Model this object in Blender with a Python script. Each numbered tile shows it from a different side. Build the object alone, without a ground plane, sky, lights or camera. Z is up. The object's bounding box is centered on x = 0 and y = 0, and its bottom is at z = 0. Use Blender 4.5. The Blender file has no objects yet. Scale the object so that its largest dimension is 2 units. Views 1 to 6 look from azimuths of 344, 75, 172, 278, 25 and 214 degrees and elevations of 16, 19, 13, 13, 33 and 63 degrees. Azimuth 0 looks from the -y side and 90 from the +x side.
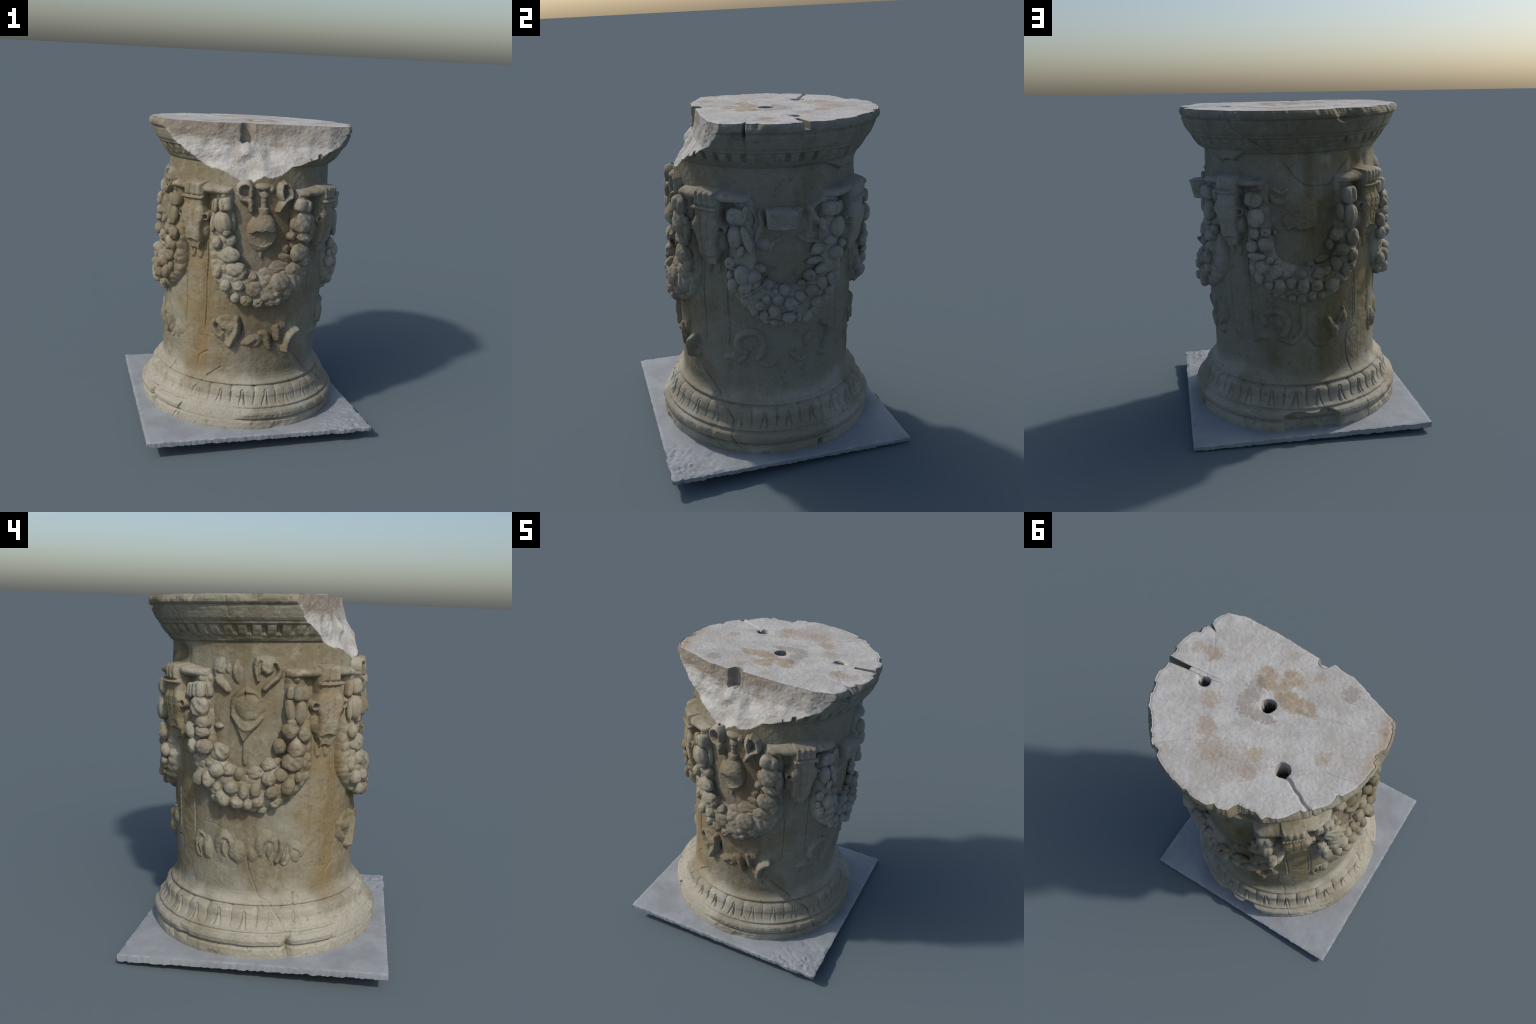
"""Weathered Roman round altar: marble drum with bull heads, fruit garlands and
mouldings, broken cornice, standing on a thin square slab."""
import bpy, math, random
import numpy as np
from mathutils import Matrix, Vector

random.seed(7)
D2R = math.pi / 180.0

# ------------------------------------------------------------------ numeric helpers
def smooth(a, b, x):
    t = np.clip((x - a) / (b - a), 0.0, 1.0)
    return t * t * (3 - 2 * t)

def _hash(ix, iy, iz, seed):
    h = (ix * 374761393 + iy * 668265263 + iz * 2147483647 + seed * 974634777) & 0xFFFFFFFF
    h = ((h ^ (h >> 13)) * 1274126177) & 0xFFFFFFFF
    h = ((h ^ (h >> 16)) * 2246822519) & 0xFFFFFFFF
    return ((h ^ (h >> 15)) & 0xFFFF).astype(np.float64) / 65535.0

def noise3(p, scale, seed=0):
    """value noise in [-1, 1] on an (N,3) array"""
    q = p * scale
    i = np.floor(q).astype(np.int64)
    f = q - i
    f = f * f * f * (f * (f * 6 - 15) + 10)
    out = 0.0
    for dx in (0, 1):
        wx = f[:, 0] if dx else 1 - f[:, 0]
        for dy in (0, 1):
            wy = f[:, 1] if dy else 1 - f[:, 1]
            for dz in (0, 1):
                wz = f[:, 2] if dz else 1 - f[:, 2]
                out = out + wx * wy * wz * _hash(i[:, 0] + dx, i[:, 1] + dy, i[:, 2] + dz, seed)
    return out * 2 - 1

def fbm(p, scale, octaves=3, seed=0, gain=0.5):
    a, s, out, tot = 1.0, scale, 0.0, 0.0
    for k in range(octaves):
        out = out + a * noise3(p + 13.7 * k, s, seed + k)
        tot += a
        a *= gain
        s *= 2.03
    return out / tot

def cells(p, scale, seed=0):
    """distance to the nearest jittered lattice point (0 centre .. ~1 edge)"""
    q = p * scale
    i = np.floor(q).astype(np.int64)
    best = np.full(len(p), 9.0)
    for dx in (-1, 0, 1):
        for dy in (-1, 0, 1):
            for dz in (-1, 0, 1):
                c = i + np.array([dx, dy, dz])
                j = np.stack([_hash(c[:, 0], c[:, 1], c[:, 2], seed + k) for k in range(3)], 1)
                best = np.minimum(best, np.linalg.norm(c + 0.15 + 0.7 * j - q, axis=1))
    return best

def catmull(pts, n=8):
    P = np.array(pts, float)
    P = np.vstack([2 * P[0] - P[1], P, 2 * P[-1] - P[-2]])
    out = []
    for k in range(1, len(P) - 2):
        a, b, c, d = P[k - 1:k + 3]
        for t in np.linspace(0, 1, n, endpoint=False):
            out.append(0.5 * (2 * b + (c - a) * t + (2 * a - 5 * b + 4 * c - d) * t * t + (3 * b - a - 3 * c + d) * t ** 3))
    out.append(P[-2])
    return np.array(out)

def seg_dist(x, y, line):
    """distance from points to a polyline, and the running parameter (0..1) there"""
    best = np.full(x.shape, 1e9)
    par = np.zeros(x.shape)
    n = len(line) - 1
    for k in range(n):
        ax, ay = line[k][:2]
        bx, by = line[k + 1][:2]
        vx, vy = bx - ax, by - ay
        L = vx * vx + vy * vy + 1e-12
        t = np.clip(((x - ax) * vx + (y - ay) * vy) / L, 0, 1)
        d = np.hypot(x - ax - t * vx, y - ay - t * vy)
        m = d < best
        best = np.where(m, d, best)
        par = np.where(m, (k + t) / n, par)
    return best, par

def wrap(a):
    return (a + 180.0) % 360.0 - 180.0

# ------------------------------------------------------------------ the drum's profile (local z up the axis)
PROFILE = [(-0.02, .656), (0.0, .658), (.02, .660), (.052, .660), (.059, .652), (.065, .641), (.070, .650), (.080, .663), (.104, .668),
           (.120, .662), (.126, .655), (.131, .641), (.136, .634), (.144, .637), (.150, .635), (.154, .623), (.162, .611), (.178, .600),
           (.195, .593), (.215, .592), (.235, .589), (.246, .581), (.252, .568), (.256, .555), (.261, .557), (.266, .563), (.274, .562),
           (.280, .554), (.284, .545), (.294, .537), (.310, .530), (.33, .5265), (.40, .5255), (.70, .5275),
           (1.00, .531), (1.30, .534), (1.52, .535), (1.62, .530), (1.660, .529), (1.666, .541), (1.678, .549), (1.688, .555),
           (1.703, .570), (1.726, .586), (1.744, .594), (1.748, .602), (1.766, .607), (1.772, .614), (1.785, .624), (1.81, .635),
           (1.835, .645), (1.852, .648), (1.857, .658), (1.866, .666), (1.880, .670), (1.893, .668), (1.902, .661), (1.92, .655)]
PZ = np.array([p[0] for p in PROFILE])
PR = np.array([p[1] for p in PROFILE])
Z_BASE, Z_NECK, Z_TOP = 0.330, 1.655, 1.905

def r_profile(z):
    return np.interp(z, PZ, PR)

def r_smooth(deg, z):
    """drum without carving: the profile plus the slight belly on its east side"""
    belly = .017 * np.exp(-(wrap(deg + 46) / 38.0) ** 4) * smooth(.46, .70, z) * (1 - smooth(.98, 1.22, z))
    east = .014 * np.exp(-(wrap(deg - 0) / 52.0) ** 4) * smooth(1.664, 1.69, z) * (1 - smooth(1.84, 1.86, z))
    foot = .013 * np.exp(-(wrap(deg + 48) / 46.0) ** 4) * (1 - smooth(.20, .25, z))
    flat = .012 * np.exp(-(wrap(deg - 50) / 18.0) ** 4) * smooth(.30, .36, z) * (1 - smooth(.55, .72, z))
    return r_profile(z) + belly + east + foot - flat

def top_plane(x, y):
    return 1.9035 + 0.012 * x + 0.003 * y

BULLS = (-137.6, -47.0, 43.0, 132.8)
PANELS = {"front": -91.0, "right": 0.0, "back": 90.0, "left": 180.0}
N_TONGUE, TONGUE0 = 26, -2.7
N_EGG, EGG0 = 49, 0.0

# break of the cornice: upper edge y(x) and how it runs outwards going down
BREAK_X = [-.75, -.615, -.52, -.43, -.30, -.18, -.06, .06, .25, .41, .54, .62, .72]
BREAK_Y = [-.19, -.239, -.285, -.318, -.368, -.386, -.382, -.397, -.419, -.414, -.389, -.372, -.35]

def break_y(x, z, p):
    d = np.maximum(1.905 - z, 0)
    left = np.interp(d, [0, .10, .145, .20, .24, .30, .36, .45], [0, .000, .008, .028, .044, .088, .140, .21])
    right = np.interp(d, [0, .06, .13, .22, .30, .45], [0, .008, .028, .085, .135, .22])
    w = smooth(-.13, -.01, x)
    ridge = .016 * np.exp(-((x + .06) / .05) ** 2) * smooth(.12, .2, d)
    n = .009 * fbm(p, 6.5, 2, 29) + .006 * fbm(p, 16, 3, 31) + .003 * fbm(p, 60, 2, 37)
    n = n + .030 * np.exp(-((x - .015) / .060) ** 2) * np.exp(-((d - .20) / .07) ** 2)
    n = n + .024 * np.exp(-((x + .36) / .10) ** 2) * np.exp(-((d - .255) / .055) ** 2)
    n = n - .044 * np.exp(-((x + .13) / .045) ** 2) * np.exp(-((d - .165) / .045) ** 2)
    return np.interp(x, BREAK_X, BREAK_Y) - (1 - w) * left - w * right - ridge + n

HOLES = [(.006, .014, .041, .17), (.391, .062, .034, .05), (-.260, .296, .041, .12)]      # x, y, radius, depth on the top
NOTCH = (-.115, -.378, .040)                                                     # half dowel hole in the break

CRACKS = [  # (angle offset, centre panel angle, points, width, depth) grooves in the drum
    (90.0, [(-41.5, 1.902), (-38.4, 1.813), (-33.7, 1.764), (-27.4, 1.725), (-24, 1.69), (-17.0, 1.649), (-10.4, 1.585), (-6.3, 1.526),
            (-0.2, 1.477), (6.1, 1.473), (17.7, 1.469), (20.0, 1.52), (24.7, 1.568), (29.7, 1.60)], .010, .011),
    (0.0, [(-24.5, 1.91), (-24.3, 1.84), (-24.0, 1.75)], .009, .022),
    (0.0, [(-61, .437), (-55.2, .379), (-48.7, .315), (-42, .262), (-37, .225), (-33.5, .18), (-32.6, .107), (-31, .06), (-26, .03)], .009, .013),
    (90.0, [(35.4, .574), (28.2, .548), (26.8, .491), (28.0, .386), (30.7, .302), (31.5, .24), (31, .182), (32.8, .104), (33.7, 0)], .008, .011),
    (180.0, [(-2.3, .538), (-1.4, .466), (1.0, .404), (4.7, .304), (10.4, .285), (14.4, .223), (18.0, .152), (19.0, .047), (19.5, 0)], .007, .009),
    (180.0, [(54, .46), (47.6, .413), (45, .295), (44.3, .177), (42.4, 0)], .008, .009),
    (-91.0, [(-64, .318), (-65.7, .188), (-69.7, .104), (-70.2, 0)], .010, .014),
    (-91.0, [(-25, .36), (-33.5, .298), (-40, .222), (-42.6, .154), (-45.5, .107), (-50.8, 0)], .008, .010),
    (180.0, [(-40.5, .59), (-37, .66), (-31, .70), (-22, .69), (-14, .66)], .006, .004),
    (135.0, [(5.5, 1.905), (5.8, 1.86), (7.5, 1.80), (8.5, 1.76)], .009, .016),
    (180.0, [(-9, 1.905), (-9, 1.85), (-8.7, 1.79)], .006, .006),
]

def tongue_relief(deg, z, rr):
    """row of upright tongues with darts round the base moulding"""
    ph = ((deg - TONGUE0) / (360.0 / N_TONGUE) + 0.5) % 1.0 - 0.5      # 0 = dart axis, +-.5 = border between tongues
    s = ph * (2 * math.pi * .61 / N_TONGUE)                             # metres
    band = smooth(.150, .165, z) * (1 - smooth(.252, .262, z))
    h = np.zeros_like(z)
    border = np.exp(-((np.abs(ph) - .5) * .147 / .0042) ** 2)
    h -= .010 * border * band
    t = np.clip((z - .150) / .085, 0, 1.2)
    half = .019 - .012 * smooth(0, .75, t)
    dart = np.exp(-((np.abs(s) - half) / .0042) ** 2) * smooth(.146, .156, z) * (1 - smooth(.225, .238, z))
    arch = np.exp(-((np.hypot(s, (z - .228) * .9) - .0085) / .0038) ** 2) * (z > .226)
    h -= .0105 * np.maximum(dart, arch)
    h += .004 * np.exp(-(s / .006) ** 2) * smooth(.150, .160, z) * (1 - smooth(.21, .23, z))
    notch = smooth(.225, .252, z) * (1 - smooth(.252, .258, z)) * smooth(.28, .5, np.abs(ph))
    h += .006 * np.cos(math.pi * ph) * band
    return h - .016 * notch

def chip_line(deg, seed, lo, hi, freq=1.0):
    p = np.stack([np.cos(deg * D2R) * 6 * freq, np.sin(deg * D2R) * 6 * freq, np.full_like(deg, seed * 3.1)], 1)
    n = fbm(p, 1.0, 4, seed)
    return np.clip((n - lo) / (hi - lo), 0, 1)

def drum_radius(deg, z):
    """radius of the carved drum at angle/height arrays (flat, equal length); returns radius and break mask"""
    c, s = np.cos(deg * D2R), np.sin(deg * D2R)
    r = r_smooth(deg, z)
    p = np.stack([r * c, r * s, z], 1)
    r = r + tongue_relief(deg + .8 * noise3(p, 8, 15), z + .004 * noise3(p, 7, 16), r) * (.40 + .60 * smooth(-.45, .25, fbm(p, 4.5, 3, 17)))
    # -------- worn torus and plinth ring of the base
    base = 1 - smooth(.12, .17, z)
    r = r + base * (.0045 * fbm(p, 9, 3, 3) + .0035 * fbm(p, 26, 3, 5))
    r = r - .012 * base * np.clip(fbm(p, 11, 3, 8) - .22, 0, 1) * 2
    # groove between the rings is worn away on the south-west side
    worn = smooth(-139, -133, deg) * (1 - smooth(-106, -98, deg)) * np.where(deg < 0, 1, 0)
    fill = np.interp(z, [-.02, 0, .02, .07, .13, .152, .17], [.655, .657, .659, .655, .635, .624, .614])
    r = np.where(z < .165, r * (1 - .85 * worn) + (fill + .005 * fbm(p, 13, 4, 12)) * .85 * worn, r)
    # missing lumps of the base
    hollow = ((wrap(deg - 89) / 15.5) ** 4 + ((z - .03) / (.098 + .012 * noise3(p, 12, 4))) ** 4)
    r = r - (.052 + .012 * fbm(p, 22, 3, 9)) * (1 - smooth(.55, 1.15, hollow))
    r = r - .045 * np.exp(-(wrap(deg - 13.4) / 1.3) ** 4 - ((z - .022) / .020) ** 4)
    r = r - .020 * np.exp(-(wrap(deg - 199.5) / 2.2) ** 2 - ((z - .05) / .07) ** 2)
    r = r - .020 * np.exp(-(wrap(deg + 161) / 1.6) ** 2 - ((z - .03) / .06) ** 2)
    r = r - .012 * np.exp(-(wrap(deg + 78) / 3.0) ** 2 - ((z - .02) / .03) ** 2)
    # -------- drum surface
    mid = smooth(.30, .36, z) * (1 - smooth(1.63, 1.66, z))
    r = r + mid * (.0036 * fbm(p, 7, 3, 20) + .0022 * fbm(p, 32, 3, 24) - .006 * np.clip(fbm(p, 22, 3, 27) - .32, 0, 1))
    # picked and pitted south-west strip
    pick = np.exp(-(wrap(deg + 128) / 17) ** 2) * mid
    r = r - pick * .005 * np.clip(fbm(p, 36, 3, 41) - .05, 0, 1)
    # bead strings either side of each bull head, hanging down the drum
    for b in BULLS:
        for side in (-1, 1):
            off = wrap(deg - b - side * 8.3 - .25 * np.sin(z * 19))
            zone = smooth(.60, .64, z) * (1 - smooth(1.16, 1.2, z))
            bead = np.abs(np.sin(z * math.pi / .034 + b))
            r = r + zone * (.0042 * np.exp(-(off / .6) ** 2) * (.4 + .6 * bead) * smooth(-.4, .2, noise3(p, 9, 44))
                            - .0060 * np.exp(-((off + side * .0 - 1.05) / .40) ** 2) - .0025 * np.exp(-((off + 1.05) / .4) ** 2))
        # two hanging lobes under the muzzle
        for side in (-1, 1):
            lob = ((wrap(deg - b) - side * 2.9) / 2.7) ** 2 + ((z - 1.115) / .062) ** 2
            r = r + .012 * (1 - smooth(.45, 1.1, lob)) * (z < 1.2)
    # carved hollows between the lower scrolls
    for cen, t, zz, wt, wz, dep in ((-91, -13.2, .615, 2.6, .07, .024), (-91, 12, .535, 3.6, .036, .026), (180, 15.8, .505, 1.8, .03, .016),
                                    (180, 21.2, .568, 1.3, .035, .014), (0, -79, .575, 1.4, .04, .014), (-91, 4, .60, 9, .05, .006),
                                    (0, -24, .63, 3.0, .04, .006), (90, -20.5, .62, 3, .02, .005), (0, 20.5, .66, 4.5, .05, .006),
                                    (90, 8.5, .60, 5, .06, .006), (90, 13.5, .68, 4.0, .05, .006), (180, -33, .585, 1.6, .04, .007), (180, -16, .60, 2.0, .05, .006)):
        r = r - dep * np.exp(-(wrap(deg - cen - t) / wt) ** 2 - ((z - zz) / wz) ** 2)
    # scar of a lost ornament on the back
    lq = wrap(deg - 90)
    scar = (1 - smooth(.55, 1.2, (lq / 15) ** 2 + ((z - 1.32) / .15) ** 2 + .55 * fbm(p, 9, 3, 55)))
    r = r + scar * (.016 * fbm(p, 11, 4, 57) + .006)
    r = r - .012 * np.exp(-((lq - 12) / 4.0) ** 2 - ((z - 1.30) / .05) ** 2) - .010 * np.exp(-((lq - 3) / 4.0) ** 2 - ((z - 1.43) / .025) ** 2)
    # plug of stone repaired into the neck (back), standing a little back
    plug = smooth(-22, -10, lq) * (1 - smooth(16, 22, lq)) * smooth(1.475, 1.50, z + .0025 * np.abs(lq - 4)) * (1 - smooth(1.65, 1.66, z))
    r = r - .005 * plug
    # hollow beneath the cornice, north-west
    r = r - .034 * np.exp(-(wrap(deg - 130) / 8.5) ** 4 - ((z - 1.60) / .055) ** 4) * (.75 + .5 * noise3(p, 15, 61))
    # mortar left below the cornice, north-east
    drip = np.interp(wrap(deg - 40), [-20, -14, -6, 0, 6, 10, 14], [1.668, 1.645, 1.612, 1.618, 1.622, 1.645, 1.668])
    r = np.where((np.abs(wrap(deg - 38)) < 18) & (z < 1.68) & (z > 1.58), np.maximum(r, .522 + .033 * smooth(-.006, .014, z - drip + .008 * noise3(p, 30, 63))), r)
    # -------- cornice
    co = smooth(1.665, 1.68, z)
    r = r + co * (.0050 * fbm(p, 9, 3, 70) + .0024 * fbm(p, 40, 2, 71))
    eph = ((deg - EGG0) / (360.0 / N_EGG) + .5) % 1.0 - .5
    ez = np.exp(-((z - 1.724) / .024) ** 4)
    weak = .35 + .65 * smooth(-.35, .0, fbm(np.stack([c * 2, s * 2, z * 0], 1), 1.3, 2, 73)) 
    weak = weak * (1 - .75 * np.exp(-(wrap(deg - 93) / 22) ** 2))
    r = r - .026 * weak * ez * smooth(.26, .40, np.abs(eph)) - .008 * co * np.exp(-((z - 1.749) / .004) ** 2)
    dart = np.exp(-((np.abs(eph) - .5) / .07) ** 2) * np.exp(-((z - 1.702) / .012) ** 2)
    r = r + .010 * weak * dart
    # chipped upper edge
    chip = chip_line(deg, 80, -.05, .70, 1.5)
    r = r - .036 * chip * smooth(1.862, 1.903, z) - .006 * np.clip(fbm(p, 24, 3, 82), 0, 1) * smooth(1.85, 1.9, z)
    spall = ((wrap(deg - 110.5) / 8.0) ** 2 + ((z - 1.905) / .072) ** 2)
    r = r - .040 * (1 - smooth(.3, 1.05, spall + .25 * noise3(p, 18, 84)))
    spall = ((wrap(deg + 178) / 5.0) ** 2 + ((z - 1.905) / .035) ** 2)
    r = r - .018 * (1 - smooth(.3, 1.1, spall))
    spall = ((wrap(deg - 6.5) / 5.0) ** 2 + ((z - 1.895) / .055) ** 2)
    r = r - .022 * (1 - smooth(.3, 1.1, spall))
    spall = ((wrap(deg + 27) / 3.5) ** 2 + ((z - 1.845) / .022) ** 2)
    r = r - .020 * (1 - smooth(.3, 1.1, spall))
    r = r - .012 * smooth(52.5, 53.2, deg) * (1 - smooth(53.2, 62, deg)) * smooth(1.85, 1.87, z)
    # cracks
    for cen, pts, w, dep in CRACKS:
        a = wrap(deg - cen)
        ang = [q[0] for q in pts]
        zs = [q[1] for q in pts]
        m = (a > min(ang) - 4) & (a < max(ang) + 4) & (z > min(zs) - .04) & (z < max(zs) + .04)
        if m.any():
            pj = p[m]
            d, _ = seg_dist(a[m] * D2R * .56 + .004 * fbm(pj, 30, 2, 90), z[m] + .004 * fbm(pj, 30, 2, 93), [(q[0] * D2R * .56, q[1]) for q in pts])
            r[m] -= dep * np.exp(-(d / (w * .5)) ** 2) * (.7 + .6 * noise3(pj, 14, 95))
    # slots running in from the rim
    ang = wrap(deg - 3.9)
    inside = (np.abs(r * np.sin(ang * D2R)) < .017) & (z > 1.868)
    r = np.where(inside & (np.abs(ang) < 20), .505 + .01 * noise3(p, 20, 97), r)
    ang = wrap(deg + 24.6)
    r = np.where((np.abs(ang) < 1.0) & (z > 1.80), r - .05 * (1 - np.abs(ang)) * smooth(1.80, 1.88, z), r)
    # -------- broken front of the cornice
    mask = np.zeros(len(r), bool)
    m = (z > 1.50) & (s < -.12)
    idx = np.nonzero(m)[0]
    rho = np.linspace(.26, .70, 56)
    found = np.full(len(idx), 9.0)
    prev = np.full(len(idx), 1.0)
    for k, q in enumerate(rho):
        x, y, zz = q * c[idx], q * s[idx], z[idx]
        g = y - break_y(x, zz, np.stack([x, y, zz], 1))
        nn = np.hypot(x - NOTCH[0], y - NOTCH[1]) - NOTCH[2] + .003 * noise3(np.stack([x, y, zz], 1), 30, 99)
        g = np.where(zz > 1.795 - .25 * (y + .378) + .004 * np.sin(x * 160), np.minimum(g, nn), g)
        hit = (g < 0) & (found > 8)
        if k:
            t = np.clip(prev / (prev - g + 1e-9), 0, 1)
            found = np.where(hit, rho[k - 1] + (q - rho[k - 1]) * t, found)
        prev = g
    cut = found < r[idx] - .0005
    r[idx[cut]] = found[cut]
    mask[idx[cut]] = True
    return r, mask

# ------------------------------------------------------------------ object helpers
def link(obj, parent=None, kind=None):
    bpy.context.collection.objects.link(obj)
    if parent is not None:
        obj.parent = parent
    return obj

def mesh_from(name, verts, faces, mats, smooth_shade=True):
    me = bpy.data.meshes.new(name)
    verts = np.asarray(verts, dtype=np.float32)
    faces = np.asarray(faces, dtype=np.int32)
    k = faces.shape[1]
    me.vertices.add(len(verts))
    me.vertices.foreach_set("co", verts.ravel())
    me.loops.add(faces.size)
    me.loops.foreach_set("vertex_index", faces.ravel())
    me.polygons.add(len(faces))
    me.polygons.foreach_set("loop_start", np.arange(0, faces.size, k, dtype=np.int32))
    me.polygons.foreach_set("loop_total", np.full(len(faces), k, dtype=np.int32))
    me.update(calc_edges=True)
    for m in mats:
        me.materials.append(m)
    if smooth_shade:
        me.polygons.foreach_set("use_smooth", np.ones(len(faces), dtype=bool))
    return me

# ------------------------------------------------------------------ root
AX = Vector((0.0232, 0.037, 1.0)).normalized()
X = (Vector((1, 0, 0)) - AX * AX.x).normalized()
Y = AX.cross(X)
root = bpy.data.objects.new("round_altar", None)
root.matrix_world = Matrix.Translation((-0.021, 0.0095, 0.073)) @ Matrix((X, Y, AX)).transposed().to_4x4()
root["label"] = "weathered marble round altar with bull heads and fruit garlands"
root["category"] = "stone altar"
bpy.context.collection.objects.link(root)

# ------------------------------------------------------------------ materials
class Nodes:
    """tiny wrapper for building node trees"""
    def __init__(self, name):
        self.mat = bpy.data.materials.new(name)
        self.mat.use_nodes = True
        self.t = self.mat.node_tree
        self.t.nodes.clear()
        self.out = self.t.nodes.new("ShaderNodeOutputMaterial")
        self.bsdf = self.t.nodes.new("ShaderNodeBsdfPrincipled")
        self.t.links.new(self.bsdf.outputs[0], self.out.inputs[0])
        tc = self.t.nodes.new("ShaderNodeTexCoord")
        tc.object = root
        self.co = tc.outputs["Object"]
        sep = self.t.nodes.new("ShaderNodeSeparateXYZ")
        self.t.links.new(self.co, sep.inputs[0])
        self.x, self.y, self.z = sep.outputs
    def _set(self, sock, v):
        if hasattr(v, "is_output"):
            self.t.links.new(v, sock)
        else:
            sock.default_value = v
    def math(self, op, a, b=0.0, c=0.0, clamp=False):
        n = self.t.nodes.new("ShaderNodeMath")
        n.operation = op
        n.use_clamp = clamp
        for i, v in enumerate((a, b, c)):
            self._set(n.inputs[i], v)
        return n.outputs[0]
    def noise(self, scale, detail=4, rough=.55, stretch=None, dist=0.0):
        n = self.t.nodes.new("ShaderNodeTexNoise")
        n.inputs["Scale"].default_value = scale
        n.inputs["Detail"].default_value = detail
        n.inputs["Roughness"].default_value = rough
        n.inputs["Distortion"].default_value = dist
        v = self.co
        if stretch:
            m = self.t.nodes.new("ShaderNodeMapping")
            m.inputs["Scale"].default_value = stretch
            self.t.links.new(self.co, m.inputs["Vector"])
            v = m.outputs[0]
        self.t.links.new(v, n.inputs["Vector"])
        return n.outputs[0]
    def ramp(self, fac, lo, hi):
        n = self.t.nodes.new("ShaderNodeMapRange")
        n.interpolation_type = 'SMOOTHSTEP'
        self._set(n.inputs["Value"], fac)
        n.inputs["From Min"].default_value = lo
        n.inputs["From Max"].default_value = hi
        return n.outputs[0]
    def mix(self, fac, a, b):
        n = self.t.nodes.new("ShaderNodeMix")
        n.data_type = 'RGBA'
        self._set(n.inputs[0], fac)
        for i, v in ((6, a), (7, b)):
            self._set(n.inputs[i], v if hasattr(v, "is_output") else (*v, 1.0))
        return n.outputs[2]
    def gain(self, col, fac):
        n = self.t.nodes.new("ShaderNodeMix")
        n.data_type = 'RGBA'
        n.blend_type = 'MULTIPLY'
        n.inputs[0].default_value = 1.0
        self._set(n.inputs[6], col)
        g = self.t.nodes.new("ShaderNodeCombineColor")
        for i in range(3):
            self._set(g.inputs[i], fac)
        self.t.links.new(g.outputs[0], n.inputs[7])
        return n.outputs[2]
    def mult(self, a, b):
        return self.math('MULTIPLY', a, b)
    def maxi(self, a, b):
        return self.math('MAXIMUM', a, b)
    def angle_mask(self, deg, width, wobble=None):
        """1 along the meridian at deg, falling off over width degrees"""
        ang = self.math('ARCTAN2', self.y, self.x)
        d = self.math('SUBTRACT', ang, deg * D2R)
        d = self.math('WRAP', d, math.pi, -math.pi)
        if wobble is not None:
            d = self.math('ADD', d, wobble)
        d = self.math('ABSOLUTE', d)
        return self.math('SUBTRACT', 1.0, self.ramp(d, width * D2R * .25, width * D2R))
    def band(self, v, a, b, soft):
        return self.mult(self.ramp(v, a - soft, a + soft), self.math('SUBTRACT', 1.0, self.ramp(v, b - soft, b + soft)))
    def spot(self, x, y, rx, ry, wob):
        dx = self.math('DIVIDE', self.math('SUBTRACT', self.x, x), rx)
        dy = self.math('DIVIDE', self.math('SUBTRACT', self.y, y), ry)
        d = self.math('ADD', self.math('ADD', self.mult(dx, dx), self.mult(dy, dy)), wob)
        return self.math('SUBTRACT', 1.0, self.ramp(d, .35, 1.25))
    def finish(self, col, rough=.85, bump=None, strength=.3, dist=.004, spec=.25):
        self._set(self.bsdf.inputs["Base Color"], col)
        self.bsdf.inputs["Roughness"].default_value = rough
        self.bsdf.inputs["Specular IOR Level"].default_value = spec
        if bump is not None:
            b = self.t.nodes.new("ShaderNodeBump")
            b.inputs["Strength"].default_value = strength
            b.inputs["Distance"].default_value = dist
            self.t.links.new(bump, b.inputs["Height"])
            self.t.links.new(b.outputs[0], self.bsdf.inputs["Normal"])
        return self.mat

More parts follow.
